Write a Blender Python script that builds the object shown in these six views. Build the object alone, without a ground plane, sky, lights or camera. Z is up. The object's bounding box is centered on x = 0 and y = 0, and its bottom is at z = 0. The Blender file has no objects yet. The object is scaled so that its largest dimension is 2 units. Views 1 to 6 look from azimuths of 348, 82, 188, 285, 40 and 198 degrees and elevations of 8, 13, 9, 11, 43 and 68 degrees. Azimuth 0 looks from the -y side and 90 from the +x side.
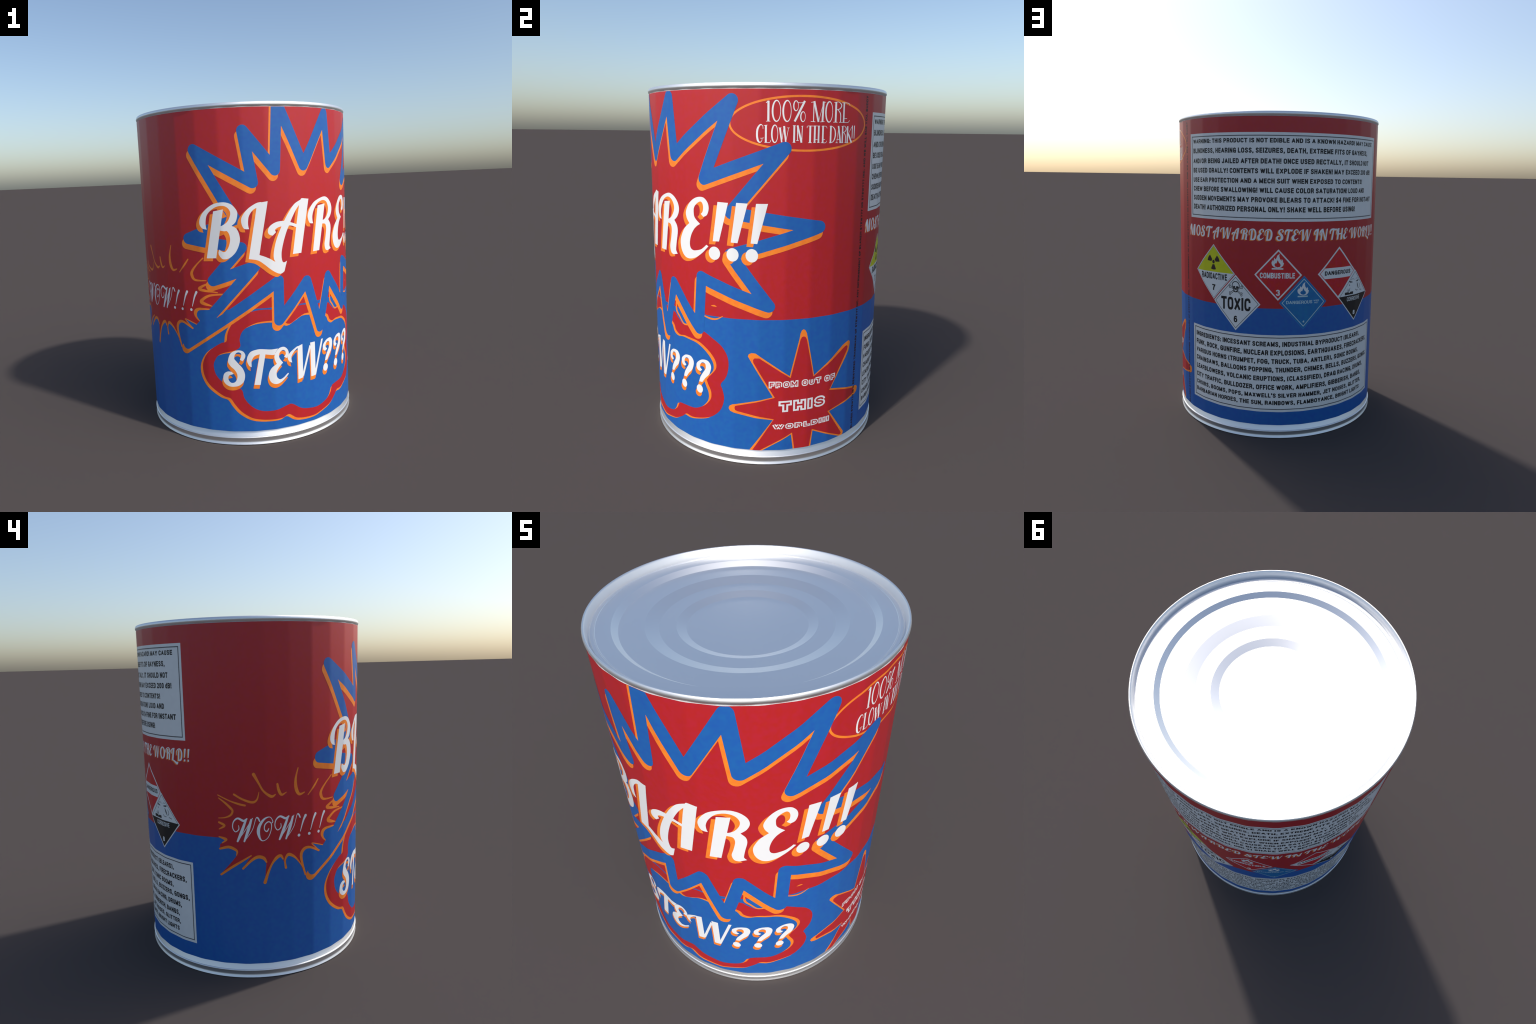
# A tin can of stew with a wrap-round comic-style paper label.
# Everything printed on the label is built as thin ink geometry that follows the
# label's 32 flat panels.  Label coordinates: azimuth in degrees (0 = -y, 90 = +x)
# and height z in metres.
import bpy
import math
from mathutils import Vector
from mathutils.geometry import delaunay_2d_cdt

# ---------------------------------------------------------------- dimensions
PANELS = 32                      # the label is a 32-sided prism
PANEL = 360.0 / PANELS
BEVEL = 1.1                      # half width (degrees) of the soft panel corners
APOTHEM = 0.6829                 # label: centre to panel
LABEL_LOW, LABEL_HIGH = 0.0835, 1.9712
SPLIT = 0.8328                   # red above, blue below
K = 0.6838 * math.pi / 180.0     # metres along the label per degree
INK = 0.00012                    # thickness of one printed layer
SEGMENTS = 128                   # metal parts


# ---------------------------------------------------------------- materials
def new_material(name):
    m = bpy.data.materials.new(name)
    m.use_nodes = True
    return m, m.node_tree, m.node_tree.nodes["Principled BSDF"]


def ink_material(name, colour, mottle=0.06, hue=0.01, rough=0.42, specular=0.5):
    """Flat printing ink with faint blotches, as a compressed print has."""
    m, tree, bsdf = new_material(name)
    n, l = tree.nodes, tree.links
    coord = n.new("ShaderNodeTexCoord")
    blotch = n.new("ShaderNodeTexNoise")
    blotch.inputs["Scale"].default_value = 26.0
    blotch.inputs["Detail"].default_value = 3.0
    l.new(coord.outputs["Object"], blotch.inputs["Vector"])
    value = n.new("ShaderNodeMapRange")
    value.inputs["From Min"].default_value, value.inputs["From Max"].default_value = 0.3, 0.7
    value.inputs["To Min"].default_value, value.inputs["To Max"].default_value = 1 - mottle, 1 + mottle
    l.new(blotch.outputs["Fac"], value.inputs["Value"])
    blotch2 = n.new("ShaderNodeTexNoise")
    blotch2.inputs["Scale"].default_value = 41.0
    l.new(coord.outputs["Object"], blotch2.inputs["Vector"])
    shift = n.new("ShaderNodeMapRange")
    shift.inputs["From Min"].default_value, shift.inputs["From Max"].default_value = 0.3, 0.7
    shift.inputs["To Min"].default_value, shift.inputs["To Max"].default_value = 0.5 - hue, 0.5 + hue
    l.new(blotch2.outputs["Fac"], shift.inputs["Value"])
    hsv = n.new("ShaderNodeHueSaturation")
    hsv.inputs["Color"].default_value = (*colour, 1)
    l.new(shift.outputs["Result"], hsv.inputs["Hue"])
    l.new(value.outputs["Result"], hsv.inputs["Value"])
    l.new(hsv.outputs["Color"], bsdf.inputs["Base Color"])
    bsdf.inputs["Roughness"].default_value = rough
    bsdf.inputs["Specular IOR Level"].default_value = specular
    return m


def metal_material(name):
    m, tree, bsdf = new_material(name)
    n, l = tree.nodes, tree.links
    coord = n.new("ShaderNodeTexCoord")
    noise = n.new("ShaderNodeTexNoise")
    noise.inputs["Scale"].default_value = 3.0
    noise.inputs["Detail"].default_value = 4.0
    l.new(coord.outputs["Object"], noise.inputs["Vector"])
    rough = n.new("ShaderNodeMapRange")
    rough.inputs["To Min"].default_value, rough.inputs["To Max"].default_value = METAL_ROUGH - 0.012, METAL_ROUGH + 0.012
    l.new(noise.outputs["Fac"], rough.inputs["Value"])
    l.new(rough.outputs["Result"], bsdf.inputs["Roughness"])
    bsdf.inputs["Base Color"].default_value = (*METAL_COLOUR, 1)
    bsdf.inputs["Metallic"].default_value = 1.0
    return m


METAL_ROUGH, METAL_COLOUR = 0.48, (0.88, 0.88, 0.88)
TIN = metal_material("tinplate")
RED = ink_material("red_ink", (0.48, 0.017, 0.023), 0.012, 0.003)  # red darkened slightly toward its tone on the can's shaded side
BLUE = ink_material("blue_ink", (0.0145, 0.120, 0.425), 0.012, 0.005)  # base blue lowered too, shade from the unlit views tinted in
ORANGE = ink_material("orange_ink", (0.95, 0.24, 0.025), 0.04, 0.006)
WHITE = ink_material("white_ink", (0.86, 0.86, 0.86), 0.006, 0.0)
PAPER = ink_material("pale_panel_ink", (0.80, 0.80, 0.78), 0.02, 0.0)
PAPER_EDGE = ink_material("cut_paper", (0.55, 0.55, 0.55), 0.02, 0.0)  # greyed down from white to dim the sun glare mirrored under the rim
BLACK = ink_material("black_ink", (0.012, 0.012, 0.013), 0.1, 0.0)
LEGAL_INK = ink_material("legal_ink", (0.035, 0.012, 0.016), 0.1, 0.0)
GREY = ink_material("grey_ink", (0.10, 0.10, 0.105), 0.1, 0.0)
SIGN_RED = ink_material("sign_red_ink", (0.62, 0.012, 0.02), 0.06, 0.006)
SIGN_BLUE = ink_material("sign_blue_ink", (0.008, 0.17, 0.42), 0.05, 0.008)
SIGN_RIM = ink_material("sign_rim_blue_ink", (0.03, 0.20, 0.50), 0.05, 0.008)
PALE_BLUE = ink_material("pale_blue_ink", (0.50, 0.66, 0.68), 0.04, 0.0)
YELLOW = ink_material("yellow_ink", (0.66, 0.66, 0.01), 0.04, 0.0)
BROWN = ink_material("trefoil_ink", (0.035, 0.012, 0.016), 0.1, 0.0)

# ---------------------------------------------------------------- hierarchy
can = bpy.data.objects.new("stew_can", None)
can["label"] = "tin can with red and blue comic-style paper label"
can["category"] = "tin can"
bpy.context.scene.collection.objects.link(can)


def add_object(name, mesh, parent):
    ob = bpy.data.objects.new(name, mesh)
    bpy.context.scene.collection.objects.link(ob)
    ob.parent = parent
    return ob


# ---------------------------------------------------------------- metal parts
def lathe(name, profile, parent, material, sharp=32.0):
    """Spin a (radius, z) profile; points at radius 0 become a pole."""
    verts, faces, rings = [], [], []
    for r, z in profile:
        if r < 1e-6:
            rings.append([len(verts)])
            verts.append((0, 0, z))
        else:
            rings.append(list(range(len(verts), len(verts) + SEGMENTS)))
            for i in range(SEGMENTS):
                a = math.tau * i / SEGMENTS
                verts.append((r * math.sin(a), -r * math.cos(a), z))
    for a, b in zip(rings, rings[1:]):
        for i in range(SEGMENTS):
            j = (i + 1) % SEGMENTS
            if len(a) == 1:
                faces.append((a[0], b[i], b[j]))
            elif len(b) == 1:
                faces.append((a[j], a[i], b[0]))
            else:
                faces.append((a[j], a[i], b[i], b[j]))
    mesh = bpy.data.meshes.new(name)
    mesh.from_pydata(verts, [], faces)
    mesh.materials.append(material)
    mesh.shade_smooth()
    mesh.set_sharp_from_angle(angle=math.radians(sharp))
    return add_object(name, mesh, parent)


# lid: three shallow terraces stepping down to the middle
lathe("lid", [
    (0.0, 1.913), (0.265, 1.913), (0.307, 1.9265), (0.380, 1.9275), (0.440, 1.944),
    (0.549, 1.944), (0.5755, 1.9635), (0.6400, 1.9632), (0.6418, 1.9652), (0.6450, 1.9652), (0.6472, 1.9632),
    (0.6600, 1.9625), (0.6640, 1.9570), (0.6695, 1.9560)], can, TIN, 12)
# rolled seam round the lid
lathe("rolled_rim", [
    (0.6688, 1.9545), (0.6700, 1.9600), (0.6712, 1.9685), (0.6724, 1.9770), (0.6737, 1.9850), (0.6752, 1.9930), (0.6772, 1.9981), (0.6798, 2.0000),
    (0.6828, 2.0000), (0.6856, 1.9970), (0.6874, 1.9925), (0.6884, 1.9878), (0.6884, 1.9852), (0.6872, 1.9815), (0.6848, 1.9765),
    (0.6820, 1.9718), (0.6800, 1.9692), (0.6785, 1.9640)], can, TIN, 40)
# wall of the can, mostly under the label, with the flared foot
lathe("can_wall", [
    (0.6790, 1.9640), (0.6760, 1.9500), (0.6660, 0.1100), (0.6660, 0.0900), (0.6842, 0.0480)], can, TIN, 10)
lathe("foot_rim", [
    (0.6842, 0.0482), (0.6868, 0.0470), (0.6888, 0.0452), (0.6897, 0.0430), (0.6893, 0.0408), (0.6878, 0.0385),
    (0.6852, 0.0300), (0.6834, 0.0220), (0.6827, 0.0168), (0.6836, 0.0128), (0.6864, 0.0070), (0.6890, 0.0026), (0.6895, 0.0012),
    (0.6880, 0.0000), (0.6800, 0.0000), (0.6700, 0.0040), (0.6660, 0.0120)], can, TIN, 34)
lathe("base", [(0.6660, 0.0120), (0.5600, 0.0120), (0.5400, 0.0180), (0.4200, 0.0180), (0.4000, 0.0240), (0.0, 0.0240)], can, TIN, 12)


# ---------------------------------------------------------------- label surface
def on_label(azimuth, z, level):
    """Point and normal on the panelled label, raised by `level` ink layers."""
    f = math.floor(azimuth / PANEL)
    mid = (f + 0.5) * PANEL
    a = azimuth - mid
    half = PANEL / 2 - BEVEL
    rise = level * INK

    def flat(centre, off):
        c, t = math.radians(centre), math.radians(off)
        r = APOTHEM + rise
        n = Vector((math.sin(c), -math.cos(c), 0))
        lean = c + t * 0.2
        return n * r + Vector((math.cos(c), math.sin(c), 0)) * (APOTHEM * math.tan(t)), Vector((math.sin(lean), -math.cos(lean), 0))

    if abs(a) <= half + 1e-4:
        p, n = flat(mid, a)
    else:
        side = 1 if a > 0 else -1
        p0, n0 = flat(mid, side * half)
        p1, n1 = flat(mid + side * PANEL, -side * half)
        w = (abs(a) - half) / (2 * BEVEL)
        p, n = p0.lerp(p1, w), n0.lerp(n1, w).normalized()
    return Vector((p.x, p.y, z)), n


def cut_lines(a0, a1):
    k0, k1 = math.floor(a0 / PANEL) - 1, math.ceil(a1 / PANEL) + 1
    cuts = []
    for k in range(k0, k1 + 1):
        cuts += [k * PANEL - BEVEL, k * PANEL + BEVEL]
    return [c for c in cuts if a0 < c < a1]


def label_mesh(name, points, faces, level, materials, face_material=None):
    """points are (azimuth, z) already cut at the panel corners."""
    verts, normals = [], []
    for a, z in points:
        p, n = on_label(a, z, level)
        verts.append(p)
        normals.append(n)
    mesh = bpy.data.meshes.new(name)
    mesh.from_pydata(verts, [], faces)
    for m in materials:
        mesh.materials.append(m)
    if face_material:
        mesh.polygons.foreach_set("material_index", face_material)
    mesh.shade_smooth()
    mesh.normals_split_custom_set_from_vertices(normals)
    return mesh


def build_label():
    stops = sorted(set(round(c % 360, 4) for c in cut_lines(-0.001, 360.5)))
    levels = [LABEL_LOW, SPLIT, LABEL_HIGH]
    pts, faces, mats = [], [], []
    n = len(stops)
    for z in levels:
        pts += [(a, z) for a in stops]
    for r in range(2):
        for i in range(n):
            j = (i + 1) % n
            faces.append((r * n + i, r * n + j, (r + 1) * n + j, (r + 1) * n + i))
            mats.append(0 if r else 1)
    mesh = label_mesh("paper_label", pts, faces, 0, [RED, BLUE], mats)
    ob = add_object("paper_label", mesh, can)
    # cut edges of the paper, top and bottom
    for name, z, flip in (("label_edge", LABEL_HIGH, 0), ("label_edge", LABEL_LOW, 1)):
        v, f = [], []
        for a in stops:
            p, _ = on_label(a, z, 0)
            v += [p, Vector((p.x * 0.9885, p.y * 0.9885, z))]
        for i in range(n):
            j = (i + 1) % n
            q = (2 * i, 2 * j, 2 * j + 1, 2 * i + 1)
            f.append(q[::-1] if flip else q)
        me = bpy.data.meshes.new(name)
        me.from_pydata(v, [], f)
        me.materials.append(PAPER_EDGE if not flip else BLUE)
        add_object(name, me, ob)
    return ob


label = build_label()


# ---------------------------------------------------------------- flat shapes
# A shape is a list of simple polygons in label metres; printing joins them.
def area(poly):
    return 0.5 * sum(p[0] * q[1] - q[0] * p[1] for p, q in zip(poly, poly[1:] + poly[:1]))


def metres(points):
    return [(a * K, z) for a, z in points]


def catmull(pts, steps, closed=False):
    """Smooth curve through tuples of any length."""
    n, out = len(pts), []
    if n < 3:
        return [tuple(p) for p in pts]
    for i in range(n if closed else n - 1):
        get = (lambda k: pts[k % n]) if closed else (lambda k: pts[min(max(k, 0), n - 1)])
        p0, p1, p2, p3 = get(i - 1), get(i), get(i + 1), get(i + 2)
        for s in range(steps):
            t = s / steps
            out.append(tuple(0.5 * (2 * b + (c - a) * t + (2 * a - 5 * b + 4 * c - d) * t * t + (3 * b - a - 3 * c + d) * t ** 3)
                             for a, b, c, d in zip(p0, p1, p2, p3)))
    if not closed:
        out.append(tuple(pts[-1]))
    return out


def strip(left, right, closed=False):
    polys = []
    m = len(left)
    for i in range(m if closed else m - 1):
        j = (i + 1) % m
        for tri in ((left[i], right[i], right[j]), (left[i], right[j], left[j])):
            if abs(area(list(tri))) > 1e-9:
                polys.append(list(tri))
    return polys


def ribbon(pairs, steps=5, closed=False):
    """Brush stroke given by its two edges: (azimuth, z, azimuth, z) per station."""
    c = catmull(pairs, steps, closed)
    return strip(metres([p[:2] for p in c]), metres([p[2:] for p in c]), closed)


def disc(a, z, rx, rz=None, n=20):
    rz = rx if rz is None else rz
    return [(a * K + rx * math.cos(math.tau * i / n), z + rz * math.sin(math.tau * i / n)) for i in range(n)]


def pen(points, steps=6, caps=True, closed=False):
    """Pen stroke through (x m, z m, width m)."""
    c = catmull(points, steps, closed)
    left, right = [], []
    m = len(c)
    for i in range(m):
        a = c[(i - 1) % m] if closed or i else c[0]
        b = c[(i + 1) % m] if closed or i < m - 1 else c[-1]
        dx, dz = b[0] - a[0], b[1] - a[1]
        d = math.hypot(dx, dz) or 1
        nx, nz, w = -dz / d, dx / d, c[i][2] / 2
        left.append((c[i][0] + nx * w, c[i][1] + nz * w))
        right.append((c[i][0] - nx * w, c[i][1] - nz * w))
    polys = strip(left, right, closed)
    if caps and not closed:
        for x, z, w in (c[0], c[-1]):
            polys.append(disc(x / K, z, w / 2, n=10))
    return polys


def pen_deg(points, steps=6, caps=True):
    """Pen stroke through (azimuth, z, width mm)."""
    return pen([(a * K, z, w / 1000.0) for a, z, w in points], steps, caps)


def marker(points, width, closed=True):
    """Felt-marker polyline with round corners, through (azimuth, z)."""
    p = metres(points)
    polys = []
    for i in range(len(p) if closed else len(p) - 1):
        (x0, z0), (x1, z1) = p[i], p[(i + 1) % len(p)]
        d = math.hypot(x1 - x0, z1 - z0)
        nx, nz = -(z1 - z0) / d * width / 2, (x1 - x0) / d * width / 2
        polys.append([(x0 + nx, z0 + nz), (x0 - nx, z0 - nz), (x1 - nx, z1 - nz), (x1 + nx, z1 + nz)])
    for x, z in p:
        polys.append(disc(x / K, z, width / 2, n=22))
    return polys


def moved(polys, da, dz):
    return [[(x + da * K, z + dz) for x, z in poly] for poly in polys]


def placed(polys, a0, a1, z0, z1):
    """Fit unit-box polygons into an azimuth / height box."""
    return [[((a0 + x * (a1 - a0)) * K, z0 + z * (z1 - z0)) for x, z in poly] for poly in polys]


def unit_ribbons(strokes, steps=4):
    polys = []
    for pairs in strokes:
        c = catmull(pairs, steps)
        polys += strip([p[:2] for p in c], [p[2:] for p in c])
    return polys


def inside(p, poly):
    """Even-odd test of a point in a polygon."""
    hit, (x, z) = False, p
    for (x0, z0), (x1, z1) in zip(poly, poly[1:] + poly[:1]):
        if (z0 > z) != (z1 > z) and x < x0 + (z - z0) / (z1 - z0) * (x1 - x0):
            hit = not hit
    return hit


def print_shape(name, polys, level, material, holes=(), kind=None):
    """Lay ink: the union of polys, minus holes, clipped to the paper."""
    verts, edges, faces, shapes = [], [], [], []

    def add(poly):
        if area(poly) < 0:
            poly = poly[::-1]
        faces.append(list(range(len(verts), len(verts) + len(poly))))
        shapes.append(poly)
        verts.extend(Vector(p) for p in poly)

    for p in polys:
        add(p)
    n_in = len(faces)
    for p in holes:
        add(p)
    n_hole = len(faces)
    xs = [v.x for v in verts]
    x0, x1 = min(xs) - 0.002, max(xs) + 0.002
    z0, z1 = LABEL_LOW, LABEL_HIGH - 0.001
    add([(x0, z0), (x1, z0), (x1, z1), (x0, z1)])
    zlo, zhi = min(v.y for v in verts) - 0.002, max(v.y for v in verts) + 0.002
    for c in cut_lines(x0 / K, x1 / K):
        edges.append((len(verts), len(verts) + 1))
        verts += [Vector((c * K, zlo)), Vector((c * K, zhi))]
    v, _, f, _, _, of = delaunay_2d_cdt(verts, edges, faces, 0, 1e-6, True)
    keep = []
    for face, src in zip(f, of):
        c = (sum(v[i].x for i in face) / 3, sum(v[i].y for i in face) / 3)
        if z0 <= c[1] <= z1 and any(i < n_in and inside(c, shapes[i]) for i in src) and not any(n_in <= i < n_hole for i in src):
            keep.append(face)
    used = sorted({i for face in keep for i in face})
    index = {old: new for new, old in enumerate(used)}
    pts = [(v[i].x / K, v[i].y) for i in used]
    mesh = label_mesh(name, pts, [[index[i] for i in face] for face in keep], level, [material])
    ob = add_object(name, mesh, label)
    if kind:
        ob["kind"] = kind
    return ob


# ---------------------------------------------------------------- condensed grotesque
# Skeletons in a unit box; "~" first marks a smooth stroke.  Width is in cap heights.
ROUND_O = ["~", (0, .5), (.04, .82), (.2, .97), (.5, 1), (.8, .97), (.96, .82), (1, .5), (.96, .18), (.8, .03), (.5, 0), (.2, .03), (.04, .18), (0, .5)]
BOWL = ["~", (0, 1), (.6, 1), (.93, .9), (1, .74), (.93, .57), (.6, .47), (0, .47)]
STEM = [(0, 0), (0, 1)]
GROTESQUE = {
    "A": (.50, [[(0, 0), (.5, 1), (1, 0)], [(.22, .28), (.78, .28)]]),
    "B": (.42, [STEM, ["~", (0, 1), (.6, 1), (.9, .91), (.96, .77), (.9, .62), (.6, .53), (0, .53)], ["~", (0, .53), (.62, .53), (.93, .43), (1, .27), (.93, .1), (.62, 0), (0, 0)]]),
    "C": (.43, [["~", (1, .68), (.95, .86), (.76, .98), (.5, 1), (.2, .96), (.04, .82), (0, .5), (.04, .18), (.2, .04), (.5, 0), (.76, .02), (.95, .14), (1, .32)]]),
    "D": (.42, [STEM, ["~", (0, 1), (.5, 1), (.88, .9), (1, .66), (1, .34), (.88, .1), (.5, 0), (0, 0)]]),
    "E": (.35, [STEM, [(0, 1), (1, 1)], [(0, .52), (.9, .52)], [(0, 0), (1, 0)]]),
    "F": (.33, [STEM, [(0, 1), (1, 1)], [(0, .5), (.88, .5)]]),
    "G": (.45, [["~", (1, .7), (.94, .88), (.74, .99), (.5, 1), (.2, .96), (.04, .8), (0, .5), (.04, .2), (.2, .04), (.5, 0), (.8, .05), (1, .2)], [(1, 0), (1, .46)], [(.55, .46), (1.06, .46)]]),
    "H": (.42, [STEM, [(1, 0), (1, 1)], [(0, .52), (1, .52)]]),
    "I": (.0, [STEM]),
    "J": (.34, [["~", (1, 1.12), (1, .6), (.98, .25), (.8, .03), (.5, 0), (.18, .05), (0, .28)]]),
    "K": (.44, [STEM, [(.95, 1), (.02, .36)], [(.34, .58), (1, 0)]]),
    "L": (.33, [STEM, [(0, 0), (1, 0)]]),
    "M": (.56, [STEM, [(0, 1), (.5, .05)], [(.5, .05), (1, 1)], [(1, 0), (1, 1)]]),
    "N": (.43, [STEM, [(0, 1), (1, 0)], [(1, 0), (1, 1)]]),
    "O": (.45, [ROUND_O]),
    "P": (.40, [STEM, BOWL]),
    "Q": (.45, [ROUND_O, [(.58, .24), (1.02, -.05)]]),
    "R": (.42, [STEM, BOWL, ["~", (.5, .48), (.82, .42), (.93, .26), (.96, .08), (1.0, -.12)]]),
    "S": (.41, [["~", (.98, .72), (.92, .89), (.7, .99), (.45, 1), (.15, .94), (.04, .77), (.15, .61), (.5, .52), (.85, .42), (.98, .25), (.87, .07), (.5, 0), (.22, .02), (.06, .12), (0, .29)]]),
    "T": (.42, [[(.5, 0), (.5, 1)], [(0, 1), (1, 1)]]),
    "U": (.42, [["~", (0, 1.12), (0, .7), (0, .35), (.06, .12), (.24, .015), (.5, 0), (.76, .015), (.94, .12), (1, .35), (1, .7), (1, 1.12)]]),
    "V": (.46, [[(0, 1), (.5, 0), (1, 1)]]),
    "W": (.74, [[(0, 1), (.25, 0), (.5, .95), (.75, 0), (1, 1)]]),
    "X": (.46, [[(0, 0), (1, 1)], [(0, 1), (1, 0)]]),
    "Y": (.46, [[(0, 1), (.5, .45), (1, 1)], [(.5, 0), (.5, .45)]]),
    "Z": (.38, [[(0, 1), (1, 1), (0, 0), (1, 0)]]),
    "d": (.36, [[(1, 0), (1, 1.02)], ["~", (1, .35), (.96, .12), (.5, 0), (.1, .1), (0, .34), (.1, .6), (.5, .7), (.96, .56), (1, .35)]]),
    "0": (.36, [ROUND_O]),
    "2": (.36, [["~", (.02, .72), (.1, .92), (.5, 1), (.9, .92), (.98, .72), (.8, .5), (.3, .2), (.02, 0)], [(0, 0), (1, 0)]]),
    "3": (.36, [["~", (.02, .76), (.15, .95), (.5, 1), (.88, .93), (.95, .76), (.8, .58), (.45, .53)], ["~", (.45, .53), (.85, .46), (1, .27), (.88, .06), (.5, 0), (.14, .05), (0, .26)]]),
    "4": (.38, [[(.75, 0), (.75, 1), (0, .3), (1, .3)]]),
    "6": (.36, [["~", (.95, .8), (.8, .96), (.5, 1), (.15, .88), (0, .5), (.04, .18), (.25, .02), (.5, 0), (.85, .06), (1, .3), (.88, .54), (.5, .6), (.15, .5), (.02, .35)]]),
    "7": (.36, [[(0, 1), (1, 1)], ["~", (1, 1), (.6, .6), (.4, .22), (.36, -.12)]]),
    "8": (.36, [["~", (.5, .54), (.12, .64), (.06, .8), (.2, .96), (.5, 1), (.8, .96), (.94, .8), (.88, .64), (.5, .54), (.1, .44), (0, .24), (.14, .04), (.5, 0), (.86, .04), (1, .24), (.9, .44), (.5, .54)]]),
    "$": (.38, [["~", (.98, .72), (.92, .89), (.7, .96), (.45, .97), (.15, .9), (.04, .75), (.15, .6), (.5, .52), (.85, .42), (.98, .25), (.87, .1), (.5, .03), (.22, .05), (.06, .14), (0, .29)], [(.5, -.12), (.5, 1.12)]]),
    "!": (.0, [[(0, .42), (0, 1)], [(0, 0), (0, .02)]]),
    "?": (.36, [["~", (0, .74), (.1, .94), (.5, 1), (.9, .92), (1, .72), (.8, .52), (.52, .44), (.5, .34)], [(.5, 0), (.5, .02)]]),
    ".": (.0, [[(0, 0), (0, .02)]]),
    ",": (.04, [[(.5, 0), (.5, .02)], [(.9, 0), (-.6, -.22)]]),
    ":": (.0, [[(0, 0), (0, .02)], [(0, .58), (0, .6)]]),
    "'": (.0, [[(0, .8), (0, 1.06)]]),
    "(": (.12, [["~", (1, 1.08), (.2, .8), (0, .45), (.2, .1), (1, -.2)]]),
    ")": (.12, [["~", (0, 1.08), (.8, .8), (1, .45), (.8, .1), (0, -.2)]]),
    "/": (.28, [[(0, -.06), (1, 1.06)]]),
}


def grotesque(text, weight, gap=0.13, stretch=1.0, slim=0.0):
    """Strokes of a line of type in cap-height units; `slim` thins the pen only."""
    x, polys = weight / 2, []
    for ch in text:
        if ch == " ":
            x += 0.31 * stretch
            continue
        w, strokes = GROTESQUE[ch]
        w *= stretch
        for s in strokes:
            smooth = s[0] == "~"
            pts = [(x + px * w, weight / 2 + pz * (1 - weight), weight - slim) for px, pz in (s[1:] if smooth else s)]
            if smooth:
                polys += pen(pts, 3, False)
            else:
                for p, q in zip(pts, pts[1:]):
                    d = math.hypot(q[0] - p[0], q[1] - p[1])
                    ex, ez = (q[0] - p[0]) / d * (weight - slim) / 2, (q[1] - p[1]) / d * (weight - slim) / 2
                    level = abs(ex) < 1e-6 or abs(ez) < 1e-6
                    if not level:
                        ex, ez = ex * 0.45, ez * 0.45
                    polys.append([(p[0] - ex - ez, p[1] - ez + ex), (p[0] - ex + ez, p[1] - ez - ex), (q[0] + ex + ez, q[1] + ez - ex), (q[0] + ex - ez, q[1] + ez + ex)]
                                 if level else
                                 [(p[0] - ex - ez / 0.45, p[1] - ez + ex / 0.45), (p[0] - ex + ez / 0.45, p[1] - ez - ex / 0.45), (q[0] + ex + ez / 0.45, q[1] + ez - ex / 0.45), (q[0] + ex - ez / 0.45, q[1] + ez + ex / 0.45)])
        x += w + weight + gap
    return polys, x - gap - weight / 2


def set_line(text, a0, a1, z0, z1, weight=0.235, gap=0.095, stretch=1.0, slim=0.0):
    """Type fitted from azimuth a0 to a1 with capitals standing from z0 to z1."""
    polys, width = grotesque(text, weight, gap, stretch, slim)
    sx, sz = (a1 - a0) * K / width, z1 - z0
    return [[(a0 * K + x * sx, z0 + z * sz) for x, z in p] for p in polys]


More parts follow.
